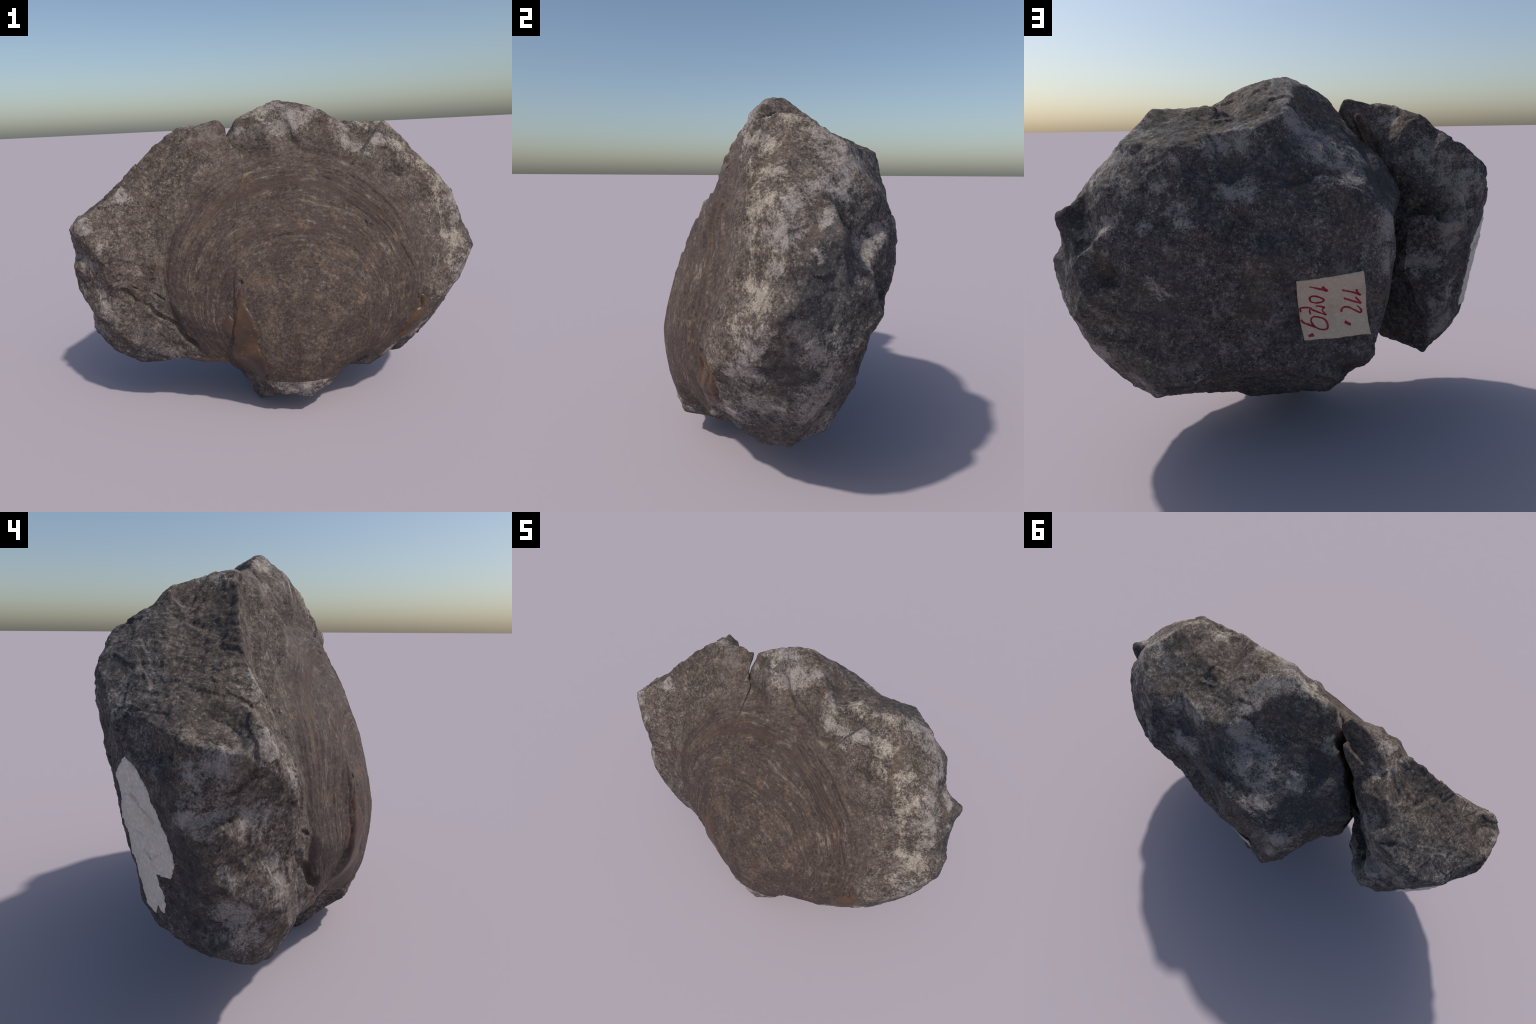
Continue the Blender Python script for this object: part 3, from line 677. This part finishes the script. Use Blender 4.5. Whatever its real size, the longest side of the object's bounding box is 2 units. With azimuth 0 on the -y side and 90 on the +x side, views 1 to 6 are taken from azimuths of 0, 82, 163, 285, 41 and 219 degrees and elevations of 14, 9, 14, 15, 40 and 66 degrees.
# --- the paper label on the flat back, with its handwritten numbers
CORNERS = [Vector(c) for c in LABEL_CORNERS]
back = BVHTree.FromPolygons([Vector(p) for p in PL], FL.tolist())
lab_n = (CORNERS[1] - CORNERS[0]).cross(CORNERS[3] - CORNERS[0]).normalized()
if lab_n.y < 0: lab_n = -lab_n

def on_label(u, v, lift):
    a, b, c, d = CORNERS
    p = a * (1 - u) * (1 - v) + b * u * (1 - v) + c * u * v + d * (1 - u) * v
    hit = back.ray_cast(p + lab_n * .3, -lab_n)
    q = hit[0] if hit[0] is not None else p
    return q, lift

def label_height(n=14):
    """how far the rock stands out along the label's normal, smoothed so that the paper spans small hollows"""
    H = np.zeros((n + 1, n + 1))
    for i in range(n + 1):
        for j in range(n + 1):
            q, _ = on_label(.02 + .96 * i / n, .02 + .96 * j / n, 0); H[i, j] = q.dot(lab_n)
    for _ in range(3):
        K = np.pad(H, 1, mode='edge'); A = (K[:-2, 1:-1] + K[2:, 1:-1] + K[1:-1, :-2] + K[1:-1, 2:]) / 4
        H = np.maximum(H, A)
    return H
LH = label_height()

def label_point(u, v, lift):
    n = LH.shape[0] - 1; a, b, c, d = CORNERS
    p = a * (1 - u) * (1 - v) + b * u * (1 - v) + c * u * v + d * (1 - u) * v
    x = min(max(u, 0), 1) * n; y = min(max(v, 0), 1) * n; i, j = min(int(x), n - 1), min(int(y), n - 1); fx, fy = x - i, y - j
    h = LH[i, j] * (1 - fx) * (1 - fy) + LH[i + 1, j] * fx * (1 - fy) + LH[i, j + 1] * (1 - fx) * fy + LH[i + 1, j + 1] * fx * fy
    return p + lab_n * (h + lift - p.dot(lab_n))

def paper_sheet(name, n, mat):
    bm = bmesh.new(); g = {}
    for i in range(n + 1):
        for j in range(n + 1):
            u, v = i / n, j / n
            ju = .008 * noise.noise(Vector((v * 9, 1 if i else 5, 0))) if i in (0, n) else 0
            jv = .008 * noise.noise(Vector((u * 9, 3 if j else 8, 0))) if j in (0, n) else 0
            g[i, j] = bm.verts.new(label_point(u + ju, v + jv, .004 + .001 * noise.noise(Vector((u * 6, v * 6, 2)))))
    for i in range(n):
        for j in range(n): bm.faces.new((g[i, j], g[i, j + 1], g[i + 1, j + 1], g[i + 1, j]))
    bmesh.ops.recalc_face_normals(bm, faces=bm.faces)
    me = bpy.data.meshes.new(name); bm.to_mesh(me); bm.free(); me.materials.append(mat)
    for p in me.polygons: p.use_smooth = True
    ob = bpy.data.objects.new(name, me); bpy.context.scene.collection.objects.link(ob); ob.parent = root
    s = ob.modifiers.new('thickness', 'SOLIDIFY'); s.thickness = .006; s.offset = 0
    return ob

label = paper_sheet('paper_label', 36, paper_material('label_paper', srgb(184, 168, 148), srgb(198, 184, 165), srgb(160, 138, 112)))

PEN = [   # pen strokes across the label, (across, down) from its top left corner
    [(.18, .12), (.32, .18), (.44, .24)], [(.37, .15), (.40, .20), (.44, .24)],
    [(.18, .35), (.18, .32), (.23, .30), (.30, .32), (.38, .38), (.34, .42), (.25, .42), (.19, .39), (.18, .35)],
    [(.26, .48), (.33, .50), (.39, .53)], [(.39, .53), (.35, .57), (.40, .66)],
    [(.40, .66), (.29, .60), (.20, .54), (.18, .50)], [(.18, .50), (.08, .48), (.025, .48), (.02, .51), (.025, .55)],
    [(.18, .50), (.16, .56), (.17, .62)],
    [(.01, .68), (.05, .74), (.18, .81), (.27, .86), (.36, .86), (.39, .80), (.36, .72), (.27, .68), (.20, .67), (.16, .72), (.18, .79), (.22, .83)],
    [(.07, .94), (.11, .93), (.15, .92)],
    [(.65, .25), (.82, .31), (.92, .37)], [(.86, .26), (.87, .31), (.92, .37)],
    [(.67, .39), (.79, .45), (.92, .51)], [(.84, .39), (.87, .43), (.92, .51)],
    [(.63, .63), (.63, .59), (.67, .55), (.74, .56), (.83, .62), (.89, .66), (.92, .64), (.90, .59), (.86, .54)],
    [(.65, .78), (.69, .81), (.73, .83)],
]
ink = ink_material()
def pen_stroke(pts):
    fat = 1.6 if max(abs(pts[0][0] - pts[-1][0]), abs(pts[0][1] - pts[-1][1])) < .1 and len(pts) == 3 else 1.0
    path = []
    for k in range(len(pts) - 1):
        p0, p1, p2, p3 = (pts[max(k - 1, 0)], pts[k], pts[k + 1], pts[min(k + 2, len(pts) - 1)])
        for i in range(8):
            t = i / 8
            path.append(tuple(.5 * (2 * b + (c - a) * t + (2 * a - 5 * b + 4 * c - d) * t * t + (3 * b - a - 3 * c + d) * t ** 3)
                              for a, b, c, d in zip(p0, p1, p2, p3)))
    path.append(pts[-1])
    w = .018 * fat; bm = bmesh.new(); rows = []
    for k, (u, v) in enumerate(path):
        a = path[max(k - 1, 0)]; b = path[min(k + 1, len(path) - 1)]
        du, dv = b[0] - a[0], b[1] - a[1]; l = math.hypot(du, dv) or 1
        ww = w * (.85 + .3 * noise.noise(Vector((u * 20, v * 20, 1)))) * (.6 if k in (0, len(path) - 1) else 1)
        nu, nv = -dv / l * ww, du / l * ww
        rows.append([bm.verts.new(label_point(u + nu * s, v + nv * s, .0084 if abs(s) < 1 else .0072)) for s in (-1, -.4, .4, 1)])
    for r, q in zip(rows, rows[1:]):
        for i in range(3): bm.faces.new((r[i], r[i + 1], q[i + 1], q[i]))
    bmesh.ops.recalc_face_normals(bm, faces=bm.faces)
    me = bpy.data.meshes.new('ink_stroke'); bm.to_mesh(me); bm.free(); me.materials.append(ink)
    ob = bpy.data.objects.new('ink_stroke', me); bpy.context.scene.collection.objects.link(ob); ob.parent = label
for s in PEN: pen_stroke(s)

# --- what is left of a second paper, torn, on the lower end of the small block
SCRAP = [(.10, .912), (.06, .885), (.02, .83), (-.02, .735), (-.045, .65), (-.02, .595), (.035, .59), (.01, .51), (.02, .47), (.045, .488),
         (.055, .455), (.13, .465), (.165, .60), (.19, .72), (.18, .84)]
wob = .010 * fbm(PS, 30, 4, 51)
inside = np.where(PS[:, 0] < -.74, polygon_inside(PS[:, 1], PS[:, 2], SCRAP, wob), -1.0)
skin('paper_scrap', PS, FS, NS, inside * 40, .004, paper_material('torn_paper', srgb(200, 192, 182), srgb(220, 213, 204), srgb(186, 168, 142)), root)
